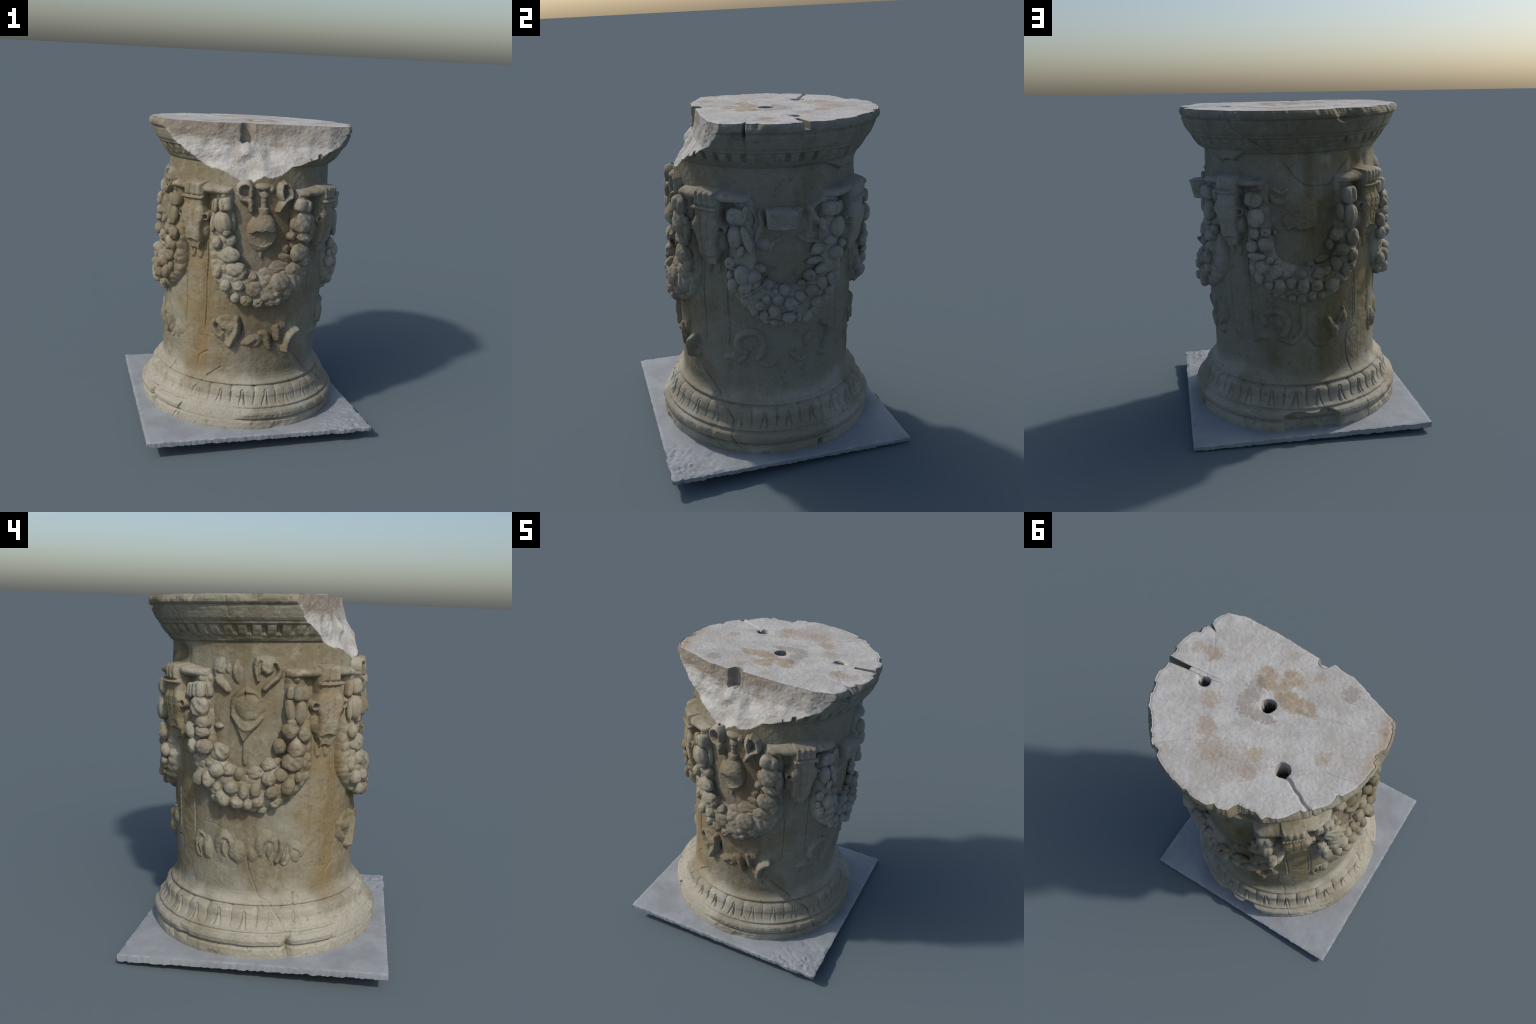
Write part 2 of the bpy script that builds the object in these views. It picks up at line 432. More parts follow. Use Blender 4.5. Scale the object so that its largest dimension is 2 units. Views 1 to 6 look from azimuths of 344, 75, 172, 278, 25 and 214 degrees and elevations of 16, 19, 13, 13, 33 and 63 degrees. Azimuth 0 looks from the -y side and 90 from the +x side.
def stone_material(name, pale, warm, foot=None, streaks=True, dirt=.5):
    n = Nodes(name)
    big = n.noise(2.6, 5, .6)
    mid = n.noise(9, 6, .62)
    fine = n.noise(70, 4, .65)
    runs = n.noise(7.0, 5, .62, stretch=(1, 1, .10))
    col = n.mix(n.ramp(big, .40, .60), pale, warm)
    col = n.mix(n.mult(n.ramp(n.noise(4.3, 4, .6), .50, .66), .55), col, (pale[0] * .92, pale[1] * .99, pale[2] * 1.02))
    col = n.mix(n.mult(n.ramp(runs, .50, .66), .60), col, (.70 * warm[0], .66 * warm[1], .55 * warm[2]))
    col = n.mix(n.mult(n.ramp(mid, .54, .70), .55), col, [min(1, 1.30 * v) for v in pale])
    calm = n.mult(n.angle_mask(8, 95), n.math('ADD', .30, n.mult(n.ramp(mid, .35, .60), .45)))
    col = n.mix(calm, col, (pale[0] * .98, pale[1] * 1.04, pale[2] * 1.20))  # east side tinted cooler and greyer: skylit shade painted into the stone colour
    if foot:
        f2 = n.mix(n.ramp(big, .40, .62), foot[0], foot[1])
        wob = n.math('MULTIPLY', n.math('SUBTRACT', n.noise(5, 5, .6), .5), .22)
        m = n.math('SUBTRACT', 1.0, n.ramp(n.math('ADD', n.z, wob), .24, .40))
        col = n.mix(m, col, f2)
    if streaks:
        wob = n.math('MULTIPLY', n.math('SUBTRACT', n.noise(7, 3, .5, stretch=(1, 1, .25)), .5), .22)
        rust = n.mult(n.angle_mask(-131, 9, wob), n.band(n.z, .30, 1.04, .07))
        rust = n.mult(rust, n.ramp(n.noise(14, 5, .6, stretch=(1, 1, .2)), .28, .60))
        col = n.mix(n.mult(rust, .68), col, (.225, .150, .062))
        halo = n.mult(n.angle_mask(-134, 26, wob), n.band(n.z, .32, 1.5, .12))
        col = n.mix(n.mult(n.mult(halo, n.ramp(mid, .30, .60)), .55), col, (.245, .182, .085))
        soil = n.mult(n.angle_mask(-90, 27, wob), n.band(n.z, .40, 1.46, .10))
        col = n.mix(n.mult(n.mult(soil, n.ramp(mid, .34, .62)), .62), col, (.176, .132, .088))
        moss = n.mult(n.angle_mask(97, 22, wob), n.band(n.z, .31, 1.40, .10))
        col = n.mix(n.mult(n.mult(moss, n.ramp(runs, .3, .6)), .65), col, (.135, .108, .046))
        moss2 = n.mult(n.angle_mask(134, 9, wob), n.band(n.z, .50, 1.52, .10))
        col = n.mix(n.mult(moss2, .55), col, (.215, .165, .066))
    col = n.mix(n.mult(n.ramp(n.noise(26, 5, .7), .57, .68), dirt), col, (.48 * warm[0], .46 * warm[1], .42 * warm[2]))
    col = n.gain(col, n.math('ADD', .76, n.mult(fine, .48)))
    h = n.math('ADD', n.math('ADD', fine, n.mult(n.noise(190, 3, .6), .5)), n.mult(n.noise(28, 4, .6), 1.5))
    return n.finish(col, .88, h, .45, .004)

def break_material():
    n = Nodes("fresh_marble_break")
    mid = n.noise(9, 5, .65)
    fine = n.noise(85, 4, .7)
    col = n.mix(n.ramp(mid, .40, .66), (.46, .445, .415), (.335, .312, .275))
    up = n.mult(n.ramp(n.math('ADD', n.z, n.mult(n.math('SUBTRACT', n.noise(8, 5, .65), .5), .30)), 1.765, 1.85), n.math('SUBTRACT', 1.0, n.mult(n.ramp(n.x, .02, .30), .55)))
    col = n.mix(n.mult(up, .82), col, (.235, .190, .138))
    col = n.mix(n.mult(n.ramp(n.noise(16, 5, .7), .56, .70), .5), col, (.36, .335, .31))
    col = n.mix(n.mult(n.ramp(n.noise(48, 5, .7), .55, .66), .45), col, (.27, .255, .235))
    col = n.gain(col, n.math('ADD', .74, n.mult(fine, .52)))
    return n.finish(col, .8, fine, .6, .005, .35)

def top_material():
    n = Nodes("sawn_marble_top")
    mid = n.noise(7, 6, .65)
    fine = n.noise(60, 5, .7)
    wob = n.math('MULTIPLY', n.math('SUBTRACT', n.noise(13, 8, .74), .52), 4.2)
    wob2 = n.math('MULTIPLY', n.math('SUBTRACT', n.noise(30, 7, .75), .52), 5.0)
    col = n.mix(n.ramp(mid, .38, .66), (.475, .462, .436), (.385, .368, .340))
    tan = n.maxi(n.spot(.07, -.13, .13, .075, wob), n.maxi(n.spot(-.02, -.19, .10, .05, wob), n.spot(-.10, -.07, .16, .06, wob)))
    col = n.mix(n.mult(n.mult(tan, n.ramp(n.noise(18, 7, .75), .30, .56)), .95), col, (.325, .258, .168))
    pur = n.maxi(n.spot(.125, .00, .055, .14, wob2), n.maxi(n.spot(.03, .09, .12, .04, wob2), n.spot(-.34, -.265, .06, .05, wob2)))
    col = n.mix(n.mult(pur, .6), col, (.215, .175, .150))
    for x, y, r, a in ((.448, -.115, .055, .6), (.55, -.107, .045, .4), (.30, .14, .055, .6), (.226, .285, .055, .6), (.13, .39, .075, .6),
                       (-.12, .40, .05, .45), (-.407, .137, .045, .5), (-.139, -.275, .035, .6), (.05, -.33, .03, .55), (-.02, .40, .12, .3)):
        col = n.mix(n.mult(n.spot(x, y, r, r, wob2), a), col, (.31, .23, .155))
    col = n.mix(n.mult(n.ramp(n.noise(5, 6, .65), .50, .68), .45), col, (.375, .335, .275))
    col = n.mix(n.mult(n.spot(-.093, .295, .045, .05, wob2), .5), col, (.34, .29, .155))
    rad = n.math('SQRT', n.math('ADD', n.mult(n.x, n.x), n.mult(n.y, n.y)))
    west = n.mult(n.angle_mask(-170, 32), n.ramp(n.math('ADD', rad, n.mult(wob, .02)), .575, .635))
    col = n.mix(n.mult(west, .75), col, (.34, .245, .165))
    vein = n.math('ABSOLUTE', n.math('SUBTRACT', n.noise(3.0, 4, .5, dist=.6), .5))
    col = n.mix(n.mult(n.math('SUBTRACT', 1.0, n.ramp(vein, .0, .018)), .35), col, (.42, .40, .34))
    col = n.mix(n.mult(n.ramp(n.noise(42, 6, .72), .55, .66), .38), col, (.28, .265, .245))
    col = n.gain(col, n.math('ADD', .76, n.mult(fine, .48)))
    return n.finish(col, .8, fine, .5, .004, .3)

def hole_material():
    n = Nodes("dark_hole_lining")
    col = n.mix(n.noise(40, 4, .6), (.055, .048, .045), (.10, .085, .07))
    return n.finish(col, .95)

def slab_material():
    n = Nodes("grey_stone_slab")
    mid = n.noise(5, 5, .6)
    fine = n.noise(90, 4, .7)
    col = n.mix(n.ramp(mid, .35, .68), (.305, .328, .345), (.245, .262, .278))
    col = n.gain(col, n.math('ADD', .84, n.mult(fine, .32)))
    return n.finish(col, .75, fine, .3, .003, .3)

PALE, WARM = (.246, .226, .166), (.186, .154, .094)
FOOT = ((.350, .328, .265), (.255, .230, .170))
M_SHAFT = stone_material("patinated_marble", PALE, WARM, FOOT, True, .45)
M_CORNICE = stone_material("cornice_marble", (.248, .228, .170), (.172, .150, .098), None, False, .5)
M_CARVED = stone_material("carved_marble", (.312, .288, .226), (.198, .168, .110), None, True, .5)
M_BASE = M_SHAFT
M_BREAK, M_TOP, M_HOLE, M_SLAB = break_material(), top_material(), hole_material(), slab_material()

# ------------------------------------------------------------------ drum: base moulding, shaft, cornice (one surface, split)
NT = 1152
zs_base = np.concatenate([[-.02], np.linspace(-.008, Z_BASE, 150)])
zs_shaft = np.linspace(Z_BASE, Z_NECK, 380)[1:]
zs_corn = np.linspace(Z_NECK, Z_TOP, 118)[1:]
ZR = np.concatenate([zs_base, zs_shaft, zs_corn])
NZ = len(ZR)
degs = np.linspace(-180, 180, NT, endpoint=False)
DD, ZZ = np.meshgrid(degs, ZR)
flat_d, flat_z = DD.ravel(), ZZ.ravel()
RR, BRK = drum_radius(flat_d, flat_z)
cs, sn = np.cos(flat_d * D2R), np.sin(flat_d * D2R)
# heights of the cornice follow the slightly sloping top
lift = smooth(1.70, Z_TOP, flat_z)
vz = flat_z + lift * (top_plane(RR * cs, RR * sn) - Z_TOP)
side_v = np.stack([RR * cs, RR * sn, vz], 1)
top_r = RR.reshape(NZ, NT)[-1]

fr = np.concatenate([1 - np.array([.002, .006, .012]), np.linspace(.98, .02, 150)])
FRr = fr[:, None] * top_r[None, :]
tx, ty = (FRr * np.cos(degs * D2R)).ravel(), (FRr * np.sin(degs * D2R)).ravel()
tp = np.stack([tx, ty, np.full_like(tx, 1.9)], 1)
tz = top_plane(tx, ty) + .0035 * fbm(tp, 6, 3, 110) + .0014 * fbm(tp, 60, 2, 112)
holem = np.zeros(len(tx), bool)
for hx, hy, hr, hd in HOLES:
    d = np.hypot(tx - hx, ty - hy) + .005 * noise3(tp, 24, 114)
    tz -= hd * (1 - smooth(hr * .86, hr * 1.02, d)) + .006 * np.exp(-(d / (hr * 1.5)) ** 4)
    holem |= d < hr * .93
grooves = [([(.40, .065), (.44, .05)], .014, .008), ([(-.275, .315), (-.39, .37), (-.53, .44)], .012, .018),
           ([(-.045, -.014), (-.23, -.039), (-.459, -.103), (-.60, -.145)], .012, .004), ([(.53, -.24), (.511, -.211), (.46, -.12), (.411, .004), (.40, .03)], .005, .0018),
           ([(.41, .52), (.32, .44), (.26, .40)], .006, .005), ([(-.30, .30), (-.45, .20), (-.63, .17)], .005, .004), ([(-.22, .31), (-.10, .36), (.10, .42)], .012, .004)]
for pts, w, dep in grooves:
    d, _ = seg_dist(tx + .006 * noise3(tp, 18, 116), ty + .006 * noise3(tp, 18, 118), pts)
    tz -= dep * np.exp(-(d / (w * .75)) ** 2)
side_slope = np.exp(-((1 - np.repeat(fr, NT)) / .012) ** 2)
tz -= .004 * side_slope
top_v = np.stack([tx, ty, tz], 1)
center = np.array([[0, 0, top_plane(0, 0) - .17]])
n_side, n_top = len(side_v), len(top_v)
verts = np.vstack([side_v, top_v, center])

ii = np.arange(NT)
jj = (ii + 1) % NT
def ring_quads(a0, b0):
    return np.stack([a0 + ii, a0 + jj, b0 + jj, b0 + ii], 1)
quads = [ring_quads(k * NT, (k + 1) * NT) for k in range(NZ - 1)]
region = [np.full(NT, 0 if ZR[k + 1] <= Z_BASE + 1e-6 else (1 if ZR[k + 1] <= Z_NECK + 1e-6 else 2)) for k in range(NZ - 1)]
matid = []
brk_grid = BRK.reshape(NZ, NT)
for k in range(NZ - 1):
    b = (brk_grid[k] & brk_grid[k + 1] & brk_grid[k][jj])
    matid.append(np.where(b, 1, 0))
NTOP = len(fr)
hole_grid = holem.reshape(NTOP, NT)
for k in range(NTOP):
    a0 = (NZ - 1) * NT if k == 0 else n_side + (k - 1) * NT
    quads.append(ring_quads(a0, n_side + k * NT))
    region.append(np.full(NT, 2))
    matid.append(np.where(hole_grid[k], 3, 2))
last = n_side + (NTOP - 1) * NT
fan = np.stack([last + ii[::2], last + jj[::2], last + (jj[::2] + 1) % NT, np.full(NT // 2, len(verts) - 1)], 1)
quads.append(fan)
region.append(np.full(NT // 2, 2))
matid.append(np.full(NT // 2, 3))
quads = np.vstack(quads)
region = np.concatenate(region)
matid = np.concatenate(matid)
# whole-body vertex normals
fn = np.cross(verts[quads[:, 2]] - verts[quads[:, 0]], verts[quads[:, 3]] - verts[quads[:, 1]])
vn = np.zeros_like(verts)
for k in range(4):
    np.add.at(vn, quads[:, k], fn)
vn /= np.maximum(np.linalg.norm(vn, axis=1, keepdims=True), 1e-12)

for reg, name, mats in ((0, "base_moulding", [M_BASE, M_BREAK, M_TOP, M_HOLE]), (1, "shaft", [M_SHAFT, M_BREAK, M_TOP, M_HOLE]), (2, "cornice", [M_CORNICE, M_BREAK, M_TOP, M_HOLE])):
    sel = region == reg
    f = quads[sel]
    used, inv = np.unique(f.ravel(), return_inverse=True)
    me = mesh_from(name, verts[used], inv.reshape(-1, 4), mats)
    me.polygons.foreach_set("material_index", matid[sel].astype(np.int32))
    me.normals_split_custom_set_from_vertices(vn[used].tolist())
    link(bpy.data.objects.new(name, me), root)

# ------------------------------------------------------------------ relief patches lying on the drum
def patch(name, cen, a0, a1, z0, z1, func, mat, res=.0026, parent=None, sink=.007, grain=.0012, warp=.003, wear=.15):
    """raise a carved piece over the drum: func(offset in metres, z) -> height above the drum; cells that stay below are dropped"""
    na = max(4, int((a1 - a0) * D2R * .56 / res))
    nz = max(4, int((z1 - z0) / res))
    A, Zg = np.meshgrid(np.linspace(a0, a1, na), np.linspace(z0, z1, nz))
    a, z = A.ravel(), Zg.ravel()
    r0 = r_smooth(wrap(a + cen), z)
    th = (a + cen) * D2R
    p = np.stack([r0 * np.cos(th), r0 * np.sin(th), z], 1)
    h = func(a * D2R * .56 + warp * fbm(p, 17, 3, 126), z + warp * fbm(p, 17, 3, 128))
    h = np.where(h > 0, h * (1 + wear * fbm(p, 13, 3, 129)), h)
    p = np.stack([r0 * np.cos(th), r0 * np.sin(th), z], 1)
    h = h + np.where(h > -.002, grain * 2 * fbm(p, 30, 3, 130) + grain * fbm(p, 90, 2, 133), 0)
    h = np.maximum(h, -sink)
    r = r0 + h
    v = np.stack([r * np.cos(th), r * np.sin(th), z], 1)
    keep = (h > -sink + 1e-6).reshape(nz, na)
    cell = keep[:-1, :-1] | keep[1:, :-1] | keep[:-1, 1:] | keep[1:, 1:]
    kz, ka = np.nonzero(cell)
    i0 = kz * na + ka
    f = np.stack([i0, i0 + 1, i0 + na + 1, i0 + na], 1)
    used, inv = np.unique(f.ravel(), return_inverse=True)
    me = mesh_from(name, v[used], inv.reshape(-1, 4), [mat])
    return link(bpy.data.objects.new(name, me), parent or root)

MET = D2R * .56          # degrees -> metres along the drum

def dome(u, power=2.0):
    return np.sqrt(np.clip(1 - np.clip(u, 0, 1) ** power, 0, 1))

def ridge_func(pts, width, height, taper=.25, flat=2.0, n=8):
    width = width * 1.42
    line = catmull([(q[0] * MET, q[1]) for q in pts], n) if len(pts) > 2 else np.array([(q[0] * MET, q[1]) for q in pts], float)
    def f(s, z):
        d, t = seg_dist(s, z, line)
        w = width * .5 * (1 - taper * np.abs(2 * t - 1) ** 2)
        u = d / w
        return np.where(u < 1, -.007 + (height + .007) * (.45 * dome(u, flat) + .55 * (1 - np.clip(u, 0, 1) ** 2) ** 1.6), -.02)
    return f

def blob_func(a, zc, wa, wz, height, tilt=0, power=2.2):
    wa, wz = wa * 1.15, wz * 1.15
    c, s_ = math.cos(tilt * D2R), math.sin(tilt * D2R)
    def f(s, z):
        dx, dz = s - a * MET, z - zc
        u = np.hypot((dx * c + dz * s_) / (wa * .5), (-dx * s_ + dz * c) / (wz * .5))
        return np.where(u < 1, -.007 + (height + .007) * (.5 * dome(u, power) + .5 * (1 - np.clip(u, 0, 1) ** 2) ** 1.5), -.02)
    return f

def union(*fs):
    def f(s, z):
        out = fs[0](s, z)
        for g in fs[1:]:
            out = np.maximum(out, g(s, z))
        return out
    return f

def relief(name, cen, parts, mat=M_SHAFT, parent=None, pad=3.0, **kw):
    """one carved piece made of ridges ('ridge', points, width, height) and blobs ('blob', angle, z, w, h, height, tilt)"""
    fs, gs, a, z = [], [], [], []
    for q in parts:
        if q[0] == 'groove':
            gs.append((catmull([(t[0] * MET, t[1]) for t in q[1]], 6), q[2] * 1.35, q[3] * 1.15))
        elif q[0] == 'ridge':
            fs.append(ridge_func(*q[1:]))
            for pt in q[1]:
                a += [pt[0] - q[2] / MET * .6, pt[0] + q[2] / MET * .6]
                z += [pt[1] - q[2] * .6, pt[1] + q[2] * .6]
        else:
            fs.append(blob_func(*q[1:]))
            e = max(q[3], q[4]) * .6
            a += [q[1] - e / MET, q[1] + e / MET]
            z += [q[2] - e, q[2] + e]
    body = union(*fs)
    def carved(s, zz):
        h = body(s, zz)
        for line, w, dep in gs:
            d, _ = seg_dist(s, zz, line)
            h = np.where(h > -.006, np.maximum(h - dep * np.exp(-(d / (w * .5)) ** 2), -.0055), h)
        return h
    return patch(name, cen, min(a), max(a), min(z), max(z), carved, mat, parent=parent, **kw)

# ---- bull heads
def bull_func(seed, muzzle, bold=1.0):
    rng = np.random.default_rng(seed)
    jit = rng.uniform(-1, 1, 12)
    zw = [1.13, 1.17, 1.20, 1.25, 1.29, 1.32, 1.35, 1.375, 1.40, 1.46, 1.55]
    hw = np.array([.030, .047, .053, .050, .057, .070, .077, .068, .059, .061, .062])
    def f(s, z):
        s = s - .002 * jit[0]
        a = np.abs(s)
        w = np.interp(z, zw, hw)
        front = np.interp(z, [1.13, 1.19, 1.25, 1.33, 1.37, 1.40, 1.45, 1.55], [.042, .060, .072, .080, .080, .071, .067, .067])
        u = a / w
        face = np.where((u < 1.25) & (z < 1.50), -.007 + (front + .007 + .55 * s * s) * np.clip(1 - (np.clip(u, 0, 1.25) / 1.25) ** 8, 0, 1) ** .5, -.02)
        low = muzzle + .006 * np.sin(s * 70 + jit[1] * 3)
        chin = .034 + .55 * np.clip(a - .020, 0, 1) - .25 * np.clip(low - z - .02, 0, 1)
        face = np.where(z < low, np.where(z > low - .06, np.minimum(face, chin), -.02), face)
        face = face - .003 * np.exp(-((a - .020) / .005) ** 2) * smooth(1.24, 1.28, z) * (face > .01)
        out = face
        # jaw behind the face
        jaw = -.02 + .062 * np.clip(1 - (((a - .066) / .048) ** 2 + ((z - 1.27) / .085) ** 2), 0, 1) ** .5
        out = np.maximum(out, np.where(jaw > -.015, jaw, -.02))
        # eyes: thick lids round a drilled socket, on the corners of the head
        e = np.hypot((a - .088) / .95, z - 1.338)
        lid = np.where(e < .038, -.012 + .080 * np.exp(-((e - .018) / .0135) ** 2), -.02)
        out = np.maximum(out, lid)
        out = np.where(e < .015, np.minimum(out, .030 + 1.2 * e), out)
        # horns and the cap of hair between them
        zb = 1.506 + .006 * np.cos(s * 14 + jit[2])
        L = .232
        ub = np.abs(z - zb) / np.interp(a, [.05, .12, L], [.036, .029, .024])
        thick = np.interp(a, [0, .07, .12, .19, L], [.062, .062, .066, .060, .046]) + .005 * np.sin(s * 44 + jit[3] * 4)
        horn = np.where((ub < 1) & (a < L), -.01 + (thick + .01) * dome(ub, 2.4) * dome(a / L, 10), -.02)
        out = np.maximum(out, horn)
        uc = np.maximum(np.abs(z - 1.500) / .046, a / .070)
        cap = np.where(uc < 1, -.007 + (.084 + .5 * s * s + .003 * np.sin(s * 190 + jit[5])) * dome(uc, 7), -.02)
        out = np.maximum(out, cap)
        # beaded fillet beneath it
        uf = np.abs(z - 1.447 - .5 * s * s) / .011
        out = np.maximum(out, np.where((uf < 1) & (a < .069), .056 + .5 * s * s + .026 * dome(uf, 2) + .0025 * np.sin(s * 380), -.02))
        return np.where(out > 0, out * bold, out)
    return f

for k, b in enumerate(BULLS):
    patch("bull_head", b, -26, 26, 1.12, 1.56, bull_func(50 + k, (1.185, 1.178, 1.18, 1.20)[k], (1.03, 1.20, 1.20, 1.08)[k]), M_CARVED, res=.0024, grain=.0014, warp=.002, wear=.08)

# ---- garlands: a core swag and the fruit bound to it
SPINE = [(-28, 1.46), (-29, 1.36), (-29, 1.22), (-28, 1.10), (-25.5, 1.01), (-18, .945), (-9, .905), (0, .892), (9, .905), (18, .945), (25, 1.01), (26.5, 1.10), (26, 1.22), (25.5, 1.36), (25, 1.46)]
SP_W = [.062, .074, .078, .082, .096, .108, .114, .116, .114, .108, .096, .082, .080, .076, .064]
SP_H = [.046, .062, .070, .074, .078, .080, .080, .080, .080, .080, .078, .074, .072, .064, .048]
SPL = catmull([(a * MET, z) for a, z in SPINE], 5)

def core_height(s, z):
    d, t = seg_dist(s, z, SPL)
    w = np.interp(t, np.linspace(0, 1, len(SP_W)), SP_W)
    h = np.interp(t, np.linspace(0, 1, len(SP_H)), SP_H)
    return np.where(d < w, -.007 + (h + .007) * dome(d / w, 2.8), -.02)

def core_func(cen, fuse=.78, worn=0.0):
    def f(s, z):
        h = core_height(s, z)
        h = np.where(h > 0, h * (1 - worn * smooth(9 * MET, 20 * MET, s) * (1 - smooth(1.14, 1.24, z))), h)
        th = cen * D2R + s / .56
        p = np.stack([.56 * np.cos(th), .56 * np.sin(th), z], 1)
        lump = .5 - cells(p, 22, 140)
        return np.where(h > 0, h * fuse - .006 + .022 * np.clip(lump, -.40, .4), h)
    return f

def sphere_base(nu=30, nv=20):
    u = np.linspace(0, 2 * math.pi, nu, endpoint=False)
    v = np.linspace(0, math.pi, nv)
    pts, faces = [], []
    for k in range(nv):
        for a in u:
            pts.append((math.sin(v[k]) * math.cos(a), math.cos(v[k]), math.sin(v[k]) * math.sin(a)))
    for k in range(nv - 1):
        for a in range(nu):
            faces.append((k * nu + a, k * nu + (a + 1) % nu, (k + 1) * nu + (a + 1) % nu, (k + 1) * nu + a))
    return np.array(pts), np.array(faces)

def fruit_mesh(kind, seed):
    """unit fruit: x along the drum, y outwards, z up"""
    P, F = sphere_base(40, 28) if kind in ("rosette", "cuff", "leafy") else sphere_base()
    Q = P.copy()
    off = P * 1.0 + seed * 5.3
    n = fbm(off, 1.3, 3, 150 + seed)
    if kind == "round":
        Q *= (1 + .15 * n + .05 * fbm(off, 4, 2, 151))[:, None]
        Q[:, 1] -= .16 * np.exp(-((P[:, 0] - .1) ** 2 + (P[:, 2] + .1) ** 2) / .02) * (P[:, 1] > 0) * (seed % 3 == 0)
    elif kind == "lumpy":
        Q *= (1 + .24 * fbm(off, 1.8, 3, 152 + seed) + .05 * fbm(off, 7, 2, 153))[:, None]
    elif kind == "pod":
        Q[:, 0] *= np.sign(P[:, 0]) * 0 + (1 - .28 * np.clip(-P[:, 2], 0, 1) ** 2)
        m = np.abs(P) ** .78
        Q[:, 2] = np.sign(P[:, 2]) * np.abs(P[:, 2]) ** .85
        Q *= (1 + .07 * n + .05 * np.cos(P[:, 0] * 9 + seed) * np.clip(P[:, 1], 0, 1))[:, None]
    elif kind == "cuff":
        Q = np.sign(P) * np.abs(P) ** .62
        Q[:, 1] -= .22 * np.exp(-((P[:, 0] - .05 * seed + .05) / .07) ** 2) * (P[:, 1] > 0)
        Q[:, 0] *= 1 - .12 * P[:, 2]
        Q *= (1 + .07 * n)[:, None]
    elif kind == "leafy":
        Q *= (1 + .20 * fbm(off, 1.6, 3, 154 + seed))[:, None]
        Q[:, 1] += .16 * np.sin(P[:, 0] * 8 + P[:, 2] * 5 + seed) * np.clip(P[:, 1], 0, 1) * .7
    elif kind == "rosette":
        a = np.arctan2(P[:, 2], P[:, 0])
        rr = np.hypot(P[:, 0], P[:, 2])
        Q[:, 1] = np.where(P[:, 1] > 0, P[:, 1] - .55 * np.exp(-(rr / .22) ** 2) - .10 * np.exp(-((rr - .48) / .06) ** 2) + .07 * np.cos(a * 6) * rr, P[:, 1])
        Q *= (1 + .06 * n)[:, None]
    return mesh_from("fruit_" + kind, Q, F, [M_CARVED])

FRUIT = {k: [fruit_mesh(k, s) for s in range(c)] for k, c in (("round", 4), ("lumpy", 4), ("pod", 3), ("cuff", 3), ("leafy", 3), ("rosette", 2))}

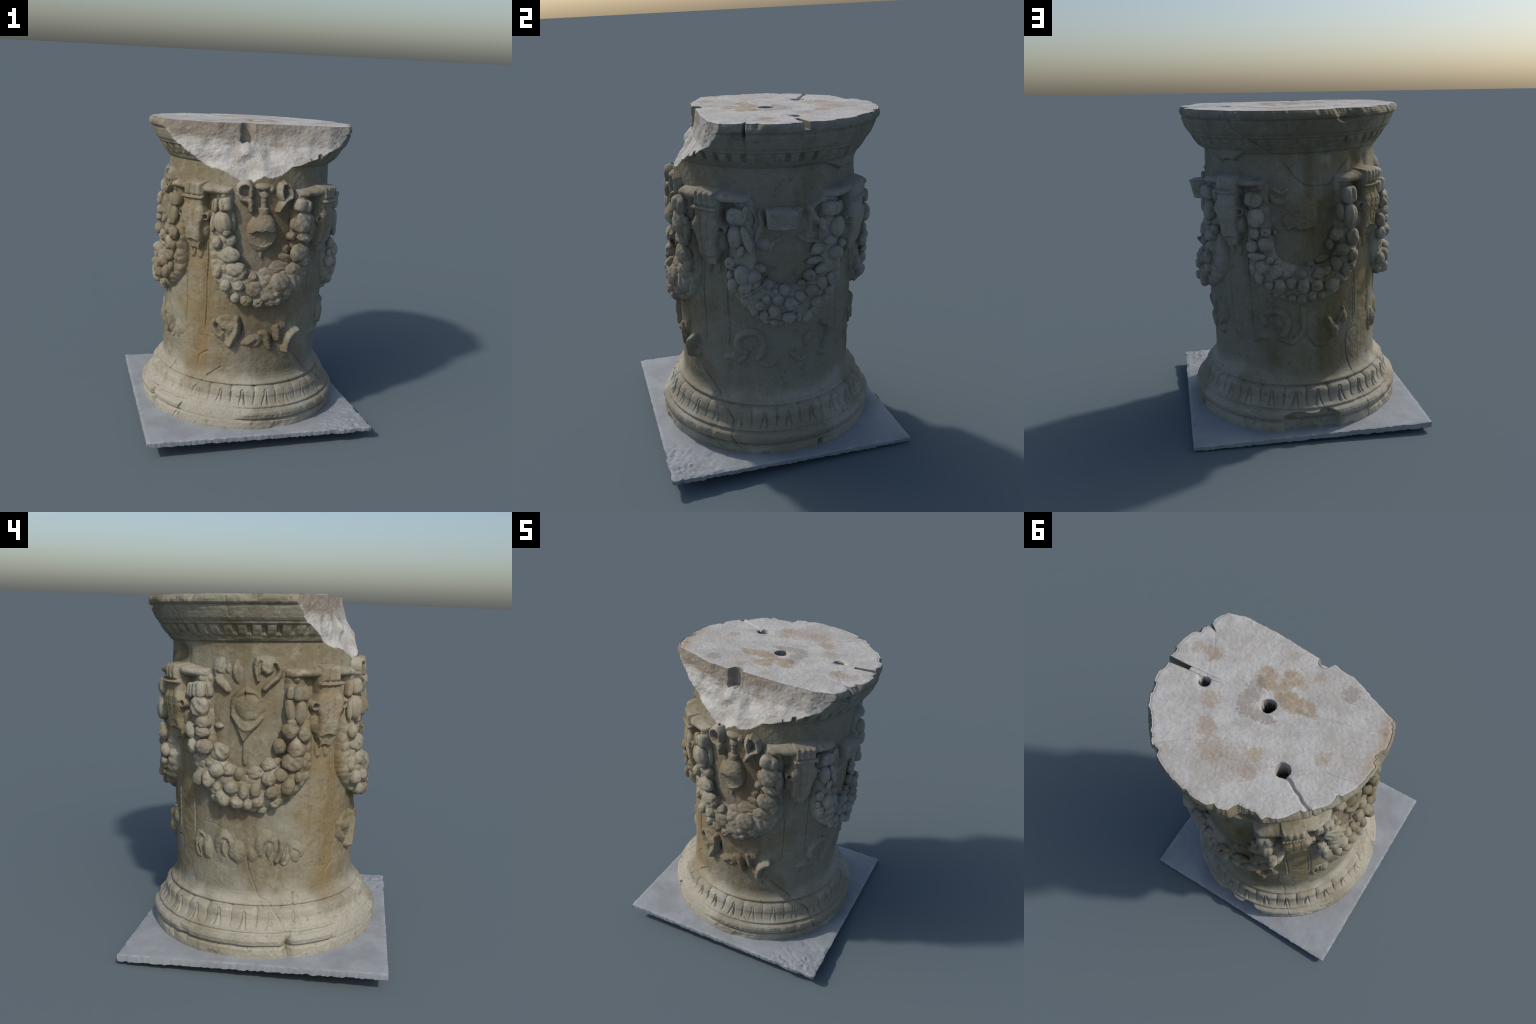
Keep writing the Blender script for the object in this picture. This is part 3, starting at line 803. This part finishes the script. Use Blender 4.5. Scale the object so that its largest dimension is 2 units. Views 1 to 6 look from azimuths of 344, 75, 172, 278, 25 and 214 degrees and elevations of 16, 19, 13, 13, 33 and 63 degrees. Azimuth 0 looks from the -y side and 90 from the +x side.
# fruit by panel: (degrees from the panel's middle, height, width, tall, tilt)
SWAGS = {
    "front": [(-26.0, 1.426, .082, .080, 0), (-32.1, 1.414, .04, .07, 0), (-27.0, 1.311, .10, .14, 0), (-32.4, 1.305, .035, .108, 0), (-21.5, 1.317, .038, .118, 0),
              (-21.9, 1.203, .071, .07, 0), (-29.6, 1.187, .068, .065, 0), (-24.6, 1.259, .055, .048, 0), (-22.2, 1.117, .137, .092, 0), (-28.1, 1.009, .063, .087, 0),
              (-18.1, 1.031, .131, .092, 0), (-23.1, .924, .072, .082, 0), (-14.0, 1.012, .082, .082, 0), (-15.4, .926, .071, .071, 0), (-21.9, .857, .039, .033, 0),
              (-16.8, .847, .066, .071, 0), (-10.1, .837, .083, .077, 0), (-7.3, .981, .061, .06, 0), (-6.3, .913, .111, .099, 0), (-3.1, .822, .062, .061, 0),
              (3.1, .884, .111, .105, 0), (4.6, .826, .071, .055, 0), (0, .942, .063, .06, 0), (9.2, .835, .062, .061, 0), (14.9, .889, .073, .067, 0),
              (2.9, .999, .098, .066, 0), (10.1, .956, .105, .094, 0), (19.5, .948, .106, .112, 0), (11.2, 1.036, .115, .075, 0), (20.9, 1.022, .108, .072, 0),
              (27.5, 1.084, .073, .079, 0), (15.7, 1.095, .10, .055, 0), (15.2, 1.153, .059, .055, 0), (23.3, 1.135, .112, .1, 0), (17.6, 1.236, .061, .06, 0),
              (25.2, 1.23, .108, .072, 0), (23.5, 1.322, .115, .132, 0), (18.8, 1.313, .055, .082, 0), (29.6, 1.293, .045, .139, 0), (23.1, 1.428, .105, .082, 0)],
    "right": [(-30.5, 1.415, .084, .08, 0), (-35.5, 1.411, .026, .07, 0), (-26.0, 1.428, .027, .096, 0), (-31.1, 1.296, .085, .125, 0), (-24.9, 1.288, .044, .14, 15),
              (-28.0, 1.223, .034, .06, -20), (-33.9, 1.154, .053, .066, 0), (-27.5, 1.09, .085, .10, 20), (-22.5, 1.075, .08, .09, 30), (-25.5, 1.02, .09, .07, 25), (-20.5, 1.03, .07, .06, 35), (-18.3, 1.116, .06, .049, 0), (-32.6, 1.025, .065, .089, 0),
              (-34.1, 1.083, .036, .05, 0), (-14.2, 1.03, .05, .066, 35), (-10.4, .99, .033, .033, 0), (-5.0, .986, .074, .067, 0), (5.7, 1.008, .049, .045, 0),
              (10.9, 1.047, .072, .062, 0), (17.2, 1.002, .065, .074, 0), (3.2, .951, .067, .067, 0), (10.1, .969, .085, .062, 0), (-2.2, .916, .076, .073, 0),
              (-9.4, .947, .056, .061, 0), (-15.3, .955, .044, .056, 0), (-11.0, .881, .067, .084, 20), (-3.3, .837, .073, .062, 0), (13.4, .901, .075, .068, 0),
              (2.4, .829, .049, .062, 0), (7.5, .826, .058, .074, -20), (2.9, .884, .043, .034, 30), (20.9, .95, .062, .063, 0), (18.1, .92, .059, .046, 0),
              (-16.4, .858, .056, .062, 0), (-21.3, .888, .051, .073, 0), (-18.5, .919, .05, .05, 0), (-19.2, .845, .034, .034, 0), (-14.9, .802, .045, .034, 0),
              (-10.5, .80, .051, .039, 0), (-6.7, .797, .046, .04, 0), (-2.2, .786, .047, .04, 0), (-3.3, .766, .035, .023, 0), (12.1, .86, .061, .046, 0),
              (23.1, 1.421, .095, .077, 0), (30.4, 1.417, .036, .067, 0), (26.6, 1.315, .085, .106, 0), (18.9, 1.333, .043, .094, 0), (22.2, 1.243, .077, .05, 0),
              (30.5, 1.207, .05, .055, 0), (16.7, 1.199, .091, .061, 20), (25.9, 1.165, .088, .079, 0), (14.2, 1.13, .095, .039, 0), (18.4, 1.079, .088, .051, 0),
              (22.1, 1.02, .047, .074, 0)],
    "back": [(-30.1, 1.411, .083, .086, 0), (-34.5, 1.412, .025, .065, 0), (-28.9, 1.306, .088, .114, 10), (-34.9, 1.323, .025, .055, 0), (-30.1, 1.216, .054, .066, 20),
             (-23.9, 1.222, .057, .049, 0), (-19.4, 1.215, .028, .027, 0), (-23.9, 1.152, .08, .077, 0), (-31.3, 1.139, .061, .077, 0), (-29.0, 1.084, .096, .039, 10),
             (-21.8, 1.059, .045, .044, 0), (-25.9, 1.017, .082, .088, 20), (-32.3, 1.001, .05, .089, 0), (-28.4, .952, .054, .072, 0), (-18.8, .991, .073, .072, 0),
             (-17.6, 1.037, .039, .038, 0), (-22.4, .906, .058, .061, 0), (-16.1, .902, .064, .078, 0), (-9.9, .921, .061, .072, 0), (-12.2, .974, .05, .044, 0),
             (-4.0, .971, .072, .05, 0), (-3.3, .901, .072, .083, 0), (4.3, .903, .075, .072, 0), (2.3, 1.003, .057, .061, 0), (7.5, .972, .117, .066, 25),
             (9.9, 1.044, .089, .05, 5), (16.7, 1.011, .07, .095, -25), (13.2, .90, .087, .073, 0), (19.1, .925, .066, .045, -20), (22.4, .972, .056, .084, 0),
             (26.2, .988, .037, .045, 0), (1.7, .844, .046, .056, 0), (7.3, .838, .059, .05, 0), (-4.3, .82, .061, .056, 0), (-9.6, .834, .044, .033, 0),
             (-18.7, .846, .045, .033, 0), (-15.0, .84, .045, .033, 0), (27.7, 1.05, .06, .084, 0), (21.2, 1.09, .081, .072, 0), (14.1, 1.124, .049, .066, 0),
             (19.1, 1.182, .091, .083, 0), (27.7, 1.16, .07, .089, 0), (25.7, 1.288, .083, .133, -10), (19.8, 1.313, .046, .099, 0), (25.8, 1.411, .095, .099, 0)],
    "left": [(-33.3, 1.412, .048, .078, 0), (-28.1, 1.416, .071, .077, 0), (-23.0, 1.416, .036, .065, 0), (-26.7, 1.325, .11, .113, 0), (-25.0, 1.248, .09, .071, 0),
             (-25.1, 1.20, .085, .06, 0), (-32.8, 1.204, .058, .091, 0), (-18.1, 1.23, .05, .03, 0), (-31.3, 1.12, .068, .079, 0), (-24.4, 1.122, .09, .084, 0),
             (-17.6, 1.092, .095, .095, 0), (-28.4, .944, .07, .079, 0), (-22.1, .953, .078, .09, 15), (-17.3, 1.001, .082, .078, 20), (-11.3, 1.0, .077, .071, 0),
             (-19.8, .85, .057, .06, 0), (-13.9, .857, .073, .09, 15), (-9.2, .917, .082, .077, 20), (-5.3, .983, .061, .071, 0), (-2.9, .897, .061, .077, -10),
             (3.2, .908, .053, .071, 0), (2.8, .99, .083, .071, 0), (10.2, 1.033, .076, .076, 0), (10.2, .964, .077, .077, 0), (16.2, .984, .066, .071, 0),
             (11.4, .897, .065, .065, 0), (13.2, .839, .048, .047, 0), (4.6, .845, .065, .059, 0), (6.6, .799, .054, .042, 0), (-5.9, .834, .074, .06, 0),
             (-.6, .831, .06, .059, 0), (19.8, .928, .067, .095, -20), (25.0, .974, .044, .059, 0), (15.8, 1.134, .065, .082, 0), (23.9, 1.119, .087, .106, 0),
             (22.2, 1.054, .111, .10, 0), (15.3, 1.05, .047, .053, 35), (27.7, 1.195, .064, .082, 0), (20.5, 1.215, .078, .076, 0), (21.3, 1.256, .048, .047, 0),
             (20.7, 1.315, .054, .11, 0), (26.0, 1.308, .056, .116, 0), (26.4, 1.406, .081, .075, 0), (20.6, 1.408, .036, .058, 0)],
}
# fruit seen to carry a drilled eye
ROSETTES = {("right", 10.9, 1.047), ("back", 2.3, 1.003), ("back", -17.6, 1.037), ("front", -3.1, .822), ("right", -33.9, 1.154), ("left", 13.2, .839), ("back", -23.9, 1.222)}

rng = np.random.default_rng(11)
for panel, cen in PANELS.items():
    swag = patch("garland", cen, -40, 37, .74, 1.52, core_func(cen, *((.88, .42) if panel == "front" else (.80, 0.0))), M_CARVED, res=.0030)
    for a, z, w, h, tilt in SWAGS[panel]:
        s = a * MET
        ch = float(core_height(np.array([s]), np.array([z]))[0])
        depth = .5 * min(max(min(w, h), .03), .085) * 1.05
        if z > 1.38:
            kind = "cuff"
        elif h > 1.2 * w and z > 1.24:
            kind = "pod"
        elif w > .09 and h > .06:
            kind = "leafy"
        elif panel == "front" and a > -12:
            kind = "lumpy"
        else:
            kind = "lumpy" if rng.random() < .40 else "round"
        if (panel, a, z) in ROSETTES:
            kind = "rosette"
        if kind == "leafy":
            depth *= .75
        rc = float(r_smooth(np.array([wrap(a + cen)]), np.array([z]))[0]) + max(max(ch, 0) * .92 - .42 * depth, .32 * depth)
        if panel == "front" and a > -2 and z < 1.2:
            rc, w, h = rc - .010 - .020 * min(max((a - 8) / 12, 0), 1), w * 1.18, h * 1.12
        me = FRUIT[kind][int(rng.integers(len(FRUIT[kind])))]
        ob = bpy.data.objects.new("leaf_cluster" if kind == "leafy" else ("garland_cuff" if kind == "cuff" else "fruit"), me)
        th = (a + cen) * D2R
        t, o, up = Vector((-math.sin(th), math.cos(th), 0)), Vector((math.cos(th), math.sin(th), 0)), Vector((0, 0, 1))
        rc += .011 * float(smooth(1.02, 1.12, np.array([z]))[0])
        k = (tilt + rng.normal(0, 9)) * D2R
        rc += rng.normal(0, .005)
        w, h = w * rng.uniform(.93, 1.12), h * rng.uniform(.93, 1.10)
        ex, ez = t * math.cos(k) + up * math.sin(k), up * math.cos(k) - t * math.sin(k)
        M = Matrix((ex * (w * .53), o * depth, ez * (h * .53))).transposed().to_4x4()
        M.translation = o * rc + up * z
        link(ob, swag)
        ob.matrix_local = M

# ---- ties from the horn bars to the cuffs
for panel, cen in PANELS.items():
    for a in (-27.5, 24.5):
        relief("ribbon_tie", cen, [('blob', a, 1.478, .062, .075, .050)], M_CARVED)

# ------------------------------------------------------------------ ornaments above the swags
def vase_func():
    ax = -2.4 * MET
    def f(s, z):
        x = s - ax
        u = np.hypot(x / .100, (z - 1.262) / .128)
        out = np.where(u < 1, -.01 + .074 * dome(u, 2.1), -.02)
        edge = 1.276 - 3.0 * x * x + .004 * np.sin(x * 120)
        inside = (np.hypot(x / .083, (z - 1.252) / .075) < 1) & (z < edge)
        out = np.where(inside, np.minimum(out, .030), out)
        w = np.interp(z, [1.365, 1.38, 1.385, 1.41, 1.415, 1.435, 1.47, 1.482, 1.487, 1.503, 1.508, 1.54], [.04, .040, .040, .038, .024, .020, .021, .030, .032, .030, .018, .010])
        neck = np.where((np.abs(x) < w) & (z > 1.365) & (z < 1.54), -.006 + (w * .55 + .016) * dome(np.abs(x) / w), -.02)
        out = np.maximum(out, neck)
        tip = np.abs(x) / np.interp(z, [1.10, 1.14], [.004, .02])
        return np.maximum(out, np.where((tip < 1) & (z > 1.10) & (z < 1.15), .014 * dome(tip), -.02))
    return f
patch("vase", -91, -16, 12, 1.09, 1.545, vase_func(), M_CARVED, res=.0022, grain=.0016)

def shield_func():
    """drop-shaped shield: a soft dome with a boss, gathered to a point below"""
    def f(s, z):
        ax = (-1.9 - 1.8 * smooth(1.29, 1.16, z)) * MET
        x = s - ax
        w = np.interp(z, [1.155, 1.17, 1.20, 1.24, 1.28, 1.33, 1.37, 1.40, 1.42, 1.432, 1.44], [.004, .018, .044, .078, .100, .105, .095, .075, .052, .028, .004])
        u = np.abs(x) / w
        up = smooth(1.445, 1.405, z)
        out = np.where((u < 1) & (z > 1.155) & (z < 1.44), -.007 + .034 * (1 - np.clip(u, 0, 1) ** 3.5) * (.3 + .7 * up), -.02)
        on = out > -.015
        b = np.hypot((x - .012) / .066, (z - 1.328) / .060)
        out = out + on * (.011 * np.clip(1 - b ** 2, 0, 1) - .006 * np.exp(-((b - 1.15) / .17) ** 2))
        fold, _ = seg_dist(s, z, catmull([(-10.5 * MET, 1.29), (-6 * MET, 1.232), (-2 * MET, 1.216), (2.5 * MET, 1.232), (6.6 * MET, 1.27)], 5))
        out = out + on * (.007 * np.exp(-((fold) / .011) ** 2))
        lip, _ = seg_dist(s, z, [(-1 * MET, 1.415), (3.5 * MET, 1.402), (7.2 * MET, 1.362), (7.8 * MET, 1.32)])
        out = out + on * .007 * np.exp(-(lip / .011) ** 2)
        out = out - on * .012 * np.exp(-((x + .010) / .006) ** 2 - ((z - 1.395) / .020) ** 2)
        d3, t3 = seg_dist(s, z, [(-3.4 * MET, 1.17), (-2.7 * MET, 1.11), (-3.2 * MET, 1.04)])
        return np.maximum(out, np.where(d3 < .024, -.007 + .017 * (1 - (d3 / .024) ** 2), -.02))
    return f
patch("shield", 180, -15, 11, 1.01, 1.45, shield_func(), M_SHAFT, res=.0023, warp=.005, wear=.2)

def bracket_func():
    def f(s, z):
        x = s + 5.2 * MET
        top, bot = 1.452 - .03 * x, 1.345 + .10 * x * x / .1
        w = .098
        q = np.clip((z - bot) / (top - bot), 0, 1)
        ins = (np.abs(x) < w - .012 * (1 - q)) & (z > bot) & (z < top)
        h = .094 - .016 * (1 - q) ** 2 - .05 * smooth(.62, 1.0, np.abs(x + .01) / w) + .006 * np.cos(x * 60)
        return np.where(ins, h, -.02)
    return f
patch("bracket", 0, -17, 7, 1.32, 1.475, bracket_func(), M_CARVED, res=.0022, grain=.003)

def remnant_func():
    """what is left of the ornament on the back: a lump broken off ragged along its lower edge"""
    def f(s, z):
        x = s / MET
        low = np.interp(x, [-17, -14, -11.5, -7.5, -3, 0, 4, 8, 10], [1.30, 1.245, 1.212, 1.238, 1.225, 1.215, 1.235, 1.28, 1.33])
        up = smooth(1.46, 1.34, z)
        side = smooth(-17, -11, x) * smooth(10, 5, x)
        h = (.020 + .034 * np.exp(-((x + 1) / 7.5) ** 2)) * up * side * smooth(-.004, .012, z - low)
        return np.where((z > low - .006) & (h > .001), h - .005, -.02)
    return f
patch("broken_ornament", 90, -18, 12, 1.19, 1.47, remnant_func(), M_SHAFT, res=.0025, grain=.004, warp=.012, wear=.5)

# ribbons fluttering beside the ornaments
RIBBONS = [
    (180, [('blob', -16.6, 1.525, .105, .115, .030), ('ridge', [(-18.0, 1.48), (-16.0, 1.45), (-12.8, 1.415)], .046, .032), ('groove', [(-13.2, 1.57), (-14.8, 1.52), (-13.5, 1.49)], .022, .018), ('groove', [(-18.5, 1.505), (-15.5, 1.492), (-13, 1.47)], .012, .010)]),
    (180, [('blob', -7.6, 1.505, .070, .125, .026), ('groove', [(-10.6, 1.57), (-10.2, 1.50), (-7.5, 1.44)], .014, .020), ('groove', [(-5.2, 1.56), (-5.4, 1.50)], .02, .008)]),
    (180, [('blob', 8.6, 1.528, .130, .125, .026), ('ridge', [(13.8, 1.555), (15.6, 1.520), (13.8, 1.480), (10.2, 1.452), (8.0, 1.425)], .036, .036), ('ridge', [(4.2, 1.575), (3.0, 1.531), (4.4, 1.475)], .034, .028), ('groove', [(13.2, 1.545), (12.6, 1.505), (8.5, 1.485), (7.0, 1.50)], .018, .022), ('groove', [(5.6, 1.56), (5.4, 1.51), (6.4, 1.47)], .012, .014)]),
    (-91, [('ridge', [(-18.4, 1.490), (-18.2, 1.535), (-14.6, 1.556), (-11.6, 1.535), (-11.2, 1.485)], .036, .054), ('ridge', [(-18.6, 1.49), (-15.8, 1.462), (-11.6, 1.447), (-10.4, 1.400)], .042, .054), ('blob', -14.8, 1.512, .085, .075, .030), ('groove', [(-14.8, 1.53), (-14.9, 1.495)], .03, .016)]),
    (-91, [('ridge', [(8.2, 1.552), (7.8, 1.512), (9.5, 1.469)], .042, .048), ('ridge', [(10.5, 1.562), (14.2, 1.535), (15.2, 1.488), (10.8, 1.455), (7.3, 1.395)], .040, .052), ('blob', 11.5, 1.51, .075, .08, .026), ('groove', [(11.8, 1.535), (12.0, 1.49)], .026, .018), ('blob', 10.5, 1.405, .07, .06, .014)]),
    (-91, [('blob', -2.8, 1.535, .12, .05, .026), ('blob', 2.5, 1.525, .05, .06, .022)]),
    (0, [('ridge', [(-25.2, 1.461), (-21.5, 1.423), (-20.4, 1.373), (-22.2, 1.321), (-21.4, 1.270)], .018, .016), ('ridge', [(-18.1, 1.424), (-17.1, 1.365), (-19.6, 1.315), (-21.0, 1.275)], .040, .030)]),
    (0, [('blob', -16.7, 1.247, .100, .075, .026, -15), ('ridge', [(-7.0, 1.279), (-11.6, 1.243), (-12.6, 1.206)], .026, .018)]),
    (0, [('ridge', [(11.0, 1.43), (13.8, 1.38), (18.6, 1.342)], .046, .034), ('ridge', [(20.7, 1.468), (14.2, 1.445), (11.4, 1.392), (12.0, 1.32), (10.5, 1.285)], .022, .016)]),
    (0, [('ridge', [(4.2, 1.286), (7.4, 1.258), (12.7, 1.242), (20.0, 1.236)], .026, .026), ('blob', 11.5, 1.272, .11, .06, .020)]),
    (90, [('ridge', [(-21.1, 1.425), (-19.8, 1.40), (-16.6, 1.388), (-13, 1.393), (-11.3, 1.411)], .036, .018), ('ridge', [(-19, 1.465), (-15, 1.44), (-11.5, 1.46)], .026, .012)]),
]
for cen, parts in RIBBONS:
    relief("ribbon", cen, parts, M_CARVED, warp=.006, wear=.3, grain=.002)
# sash binding the right-hand swag
relief("sash", 0, [('ridge', [(-28.5, .955), (-25.1, .985), (-19.2, 1.023), (-14.0, 1.060)], .018, .090, .5)], M_CARVED)

# ------------------------------------------------------------------ scrolls in low relief on the lower drum
SCROLLS = [
    (-91, [('blob', -22.8, .640, .165, .150, .022), ('ridge', [(-31.0, .665), (-29.5, .61), (-26.6, .580), (-23.5, .560), (-20.3, .520)], .040, .026), ('ridge', [(-15.5, .700), (-14.8, .635), (-16.8, .580), (-19.3, .520)], .040, .034), ('groove', [(-28.5, .635), (-26.0, .605), (-23.0, .600), (-22.5, .545)], .026, .020), ('groove', [(-24, .68), (-20, .675)], .03, .010)]),
    (-91, [('ridge', [(27.2, .615), (22.5, .58), (20.6, .53), (20.4, .480)], .046, .042), ('blob', 17.5, .640, .140, .150, .016), ('ridge', [(12.5, .650), (13.6, .60), (14.5, .56)], .045, .024), ('groove', [(21.8, .67), (20.5, .63), (17.5, .60), (16.6, .54)], .030, .018), ('blob', 25, .50, .11, .06, .014, 20)]),
    (-91, [('blob', -4.5, .545, .150, .085, .016, 10), ('ridge', [(2.0, .600), (5.2, .585), (8.6, .505)], .040, .016), ('groove', [(-11, .50), (-6, .515), (-1.5, .545)], .022, .012)]),
    (0, [('ridge', [(-27.5, .589), (-31.2, .606), (-32.6, .646), (-31.2, .690), (-27.3, .718), (-21.2, .722), (-17.8, .690), (-17.2, .636), (-18.5, .60)], .040, .020), ('ridge', [(-16.6, .646), (-18.0, .60), (-20.5, .561)], .044, .028)]),
    (0, [('ridge', [(-21.5, .54), (-17.0, .512), (-12.0, .515), (-8.9, .548)], .034, .012), ('ridge', [(-41.2, .541), (-36.1, .552), (-31.3, .535), (-28.1, .562)], .040, .014)]),
    (0, [('ridge', [(-.1, .585), (4.2, .538), (9.3, .533), (13.4, .575)], .028, .012), ('blob', 6, .60, .10, .12, .008), ('ridge', [(22.0, .735), (26.8, .70), (28.4, .650), (26.5, .61), (23.2, .58)], .036, .026), ('ridge', [(12.0, .685), (10.9, .624)], .040, .020), ('blob', 23.3, .545, .085, .055, .024, 25)]),
    (90, [('ridge', [(-28.6, .643), (-28.8, .691), (-25.6, .722), (-19.9, .732), (-15.2, .705), (-13.2, .66), (-14.1, .616), (-16.6, .577)], .042, .024), ('blob', -19.5, .655, .09, .11, .012)]),
    (90, [('ridge', [(-18.1, .556), (-12.3, .532), (-6.8, .560), (-4.0, .615), (-3.2, .70), (-3.0, .757)], .034, .012), ('ridge', [(-37.1, .524), (-33.6, .550), (-28.2, .556)], .036, .012)]),
    (90, [('ridge', [(13.4, .66), (15.0, .625), (18.0, .600), (17.4, .562)], .044, .030), ('ridge', [(25.2, .713), (21.4, .652), (19.0, .598)], .022, .018), ('ridge', [(.5, .572), (5.4, .513), (12.2, .508), (17.2, .538), (18.2, .580)], .030, .010), ('blob', 25.5, .66, .06, .10, .014)]),
    (180, [('blob', -33.2, .560, .100, .150, .020), ('blob', -27.6, .548, .072, .135, .018), ('groove', [(-33.8, .515), (-34.8, .570), (-33.2, .605), (-31.6, .590), (-32.2, .545), (-30.6, .500)], .018, .022)]),
    (180, [('blob', -16.6, .590, .120, .155, .020), ('blob', -8.6, .548, .115, .130, .020), ('groove', [(-18.2, .500), (-18.6, .560), (-16.6, .605), (-14.2, .600), (-13.8, .570)], .020, .016), ('groove', [(-14.4, .590), (-13.4, .530), (-9.6, .487)], .014, .014)]),
    (180, [('blob', 9.6, .592, .130, .165, .022), ('blob', 1.2, .535, .060, .090, .012), ('groove', [(8.6, .500), (8.4, .560), (10.6, .605), (13.0, .585), (12.6, .530)], .024, .018)]),
    (180, [('ridge', [(17.6, .615), (17.6, .55), (15.2, .505)], .030, .026), ('blob', 20.0, .520, .060, .090, .018), ('blob', 27.0, .550, .095, .115, .014), ('groove', [(21.0, .61), (21.6, .55), (20.2, .50)], .016, .016), ('groove', [(25.5, .56), (28, .545), (29, .51)], .014, .008)]),
    (0, [('blob', -67.5, .585, .075, .060, .030)]),
]
for cen, parts in SCROLLS:
    relief("scroll", cen, [(q[0], q[1], q[2] * 1.10, q[3] * 1.15) if q[0] == 'ridge' else q if q[0] == 'groove' else q[:5] + (q[5] * 1.3,) + q[6:] for q in parts], M_SHAFT, grain=.0018, warp=.005, wear=.22)

# ------------------------------------------------------------------ slab
NS = 230
corner = {(0, 0): (-.719, -.745), (1, 0): (.738, -.745), (1, 1): (.727, .697), (0, 1): (-.727, .695)}
rise = {(0, 0): .003, (1, 0): .010, (1, 1): .000, (0, 1): .003}
thick = {(0, 0): .034, (1, 0): .030, (1, 1): .0275, (0, 1): .040}
U, V = np.meshgrid(np.linspace(0, 1, NS), np.linspace(0, 1, NS))
def bil(d, k=None):
    g = (lambda q: d[q][k]) if k is not None else (lambda q: d[q])
    return (g((0, 0)) * (1 - U) * (1 - V) + g((1, 0)) * U * (1 - V) + g((1, 1)) * U * V + g((0, 1)) * (1 - U) * V).ravel()
sx, sy, sth, srise = bil(corner, 0), bil(corner, 1), bil(thick), bil(rise)
p0 = np.stack([sx, sy, np.zeros_like(sx)], 1)
edge = np.minimum(np.minimum(U, 1 - U), np.minimum(V, 1 - V)).ravel()
rough = smooth(.42, .12, np.hypot(sx - .72, (sy + .74))) * (.35 + .65 * smooth(-.1, .25, fbm(p0, 9, 3, 170)))
zt = srise + .0012 * fbm(p0, 20, 3, 160) + rough * (.012 * fbm(p0, 42, 3, 171) + .004 * fbm(p0, 95, 2, 172))
zt = zt - .006 * np.exp(-(edge / .006) ** 2) * (.6 + .8 * fbm(p0, 40, 2, 173))
on = edge < 1e-9
jag = .0035 * fbm(p0, 45, 3, 174) + .0025 * fbm(p0, 120, 2, 177)
jag2 = jag + rough * .016 * fbm(p0, 26, 3, 175)
wgt = np.exp(-(edge / .012) ** 2)
ox = np.where((U < .5).ravel(), -1, 1) * np.where(np.minimum(U, 1 - U).ravel() <= np.minimum(V, 1 - V).ravel(), 1, 0)
oy = np.where((V < .5).ravel(), -1, 1) * np.where(np.minimum(U, 1 - U).ravel() > np.minimum(V, 1 - V).ravel(), 1, 0)
top = np.stack([sx + ox * jag2 * wgt, sy + oy * jag2 * wgt, zt], 1)
lower = np.stack([top[:, 0] - ox * .004, top[:, 1] - oy * .004, srise - sth + .006 * fbm(p0, 60, 2, 176)], 1)
idx = np.arange(NS * NS).reshape(NS, NS)
loop = np.concatenate([idx[0, :-1], idx[:-1, -1], idx[-1, :0:-1], idx[:0:-1, 0]])
f = [np.stack([idx[:-1, :-1].ravel(), idx[:-1, 1:].ravel(), idx[1:, 1:].ravel(), idx[1:, :-1].ravel()], 1)]
n0 = NS * NS
midv = top[loop] * .5 + lower[loop] * .5
midv[:, :2] += np.stack([ox, oy], 1)[loop] * .0015
low = lower[loop]
nl = len(loop)
k0, k1 = np.arange(nl), (np.arange(nl) + 1) % nl
f.append(np.stack([loop[k1], loop[k0], n0 + k0, n0 + k1], 1))
f.append(np.stack([n0 + k1, n0 + k0, n0 + nl + k0, n0 + nl + k1], 1))
cap = np.array([[0, 0, -.028]])
half = np.arange(0, nl, 2)
f.append(np.stack([n0 + nl + (half + 2) % nl, n0 + nl + (half + 1) % nl, n0 + nl + half, np.full(len(half), n0 + 2 * nl)], 1))
me = mesh_from("slab", np.vstack([top, midv, low, cap]), np.vstack(f), [M_SLAB])
link(bpy.data.objects.new("slab", me), root)
me.shade_smooth() if hasattr(me, "shade_smooth") else None
try:
    me.set_sharp_from_angle(angle=math.radians(50))
except Exception:
    pass
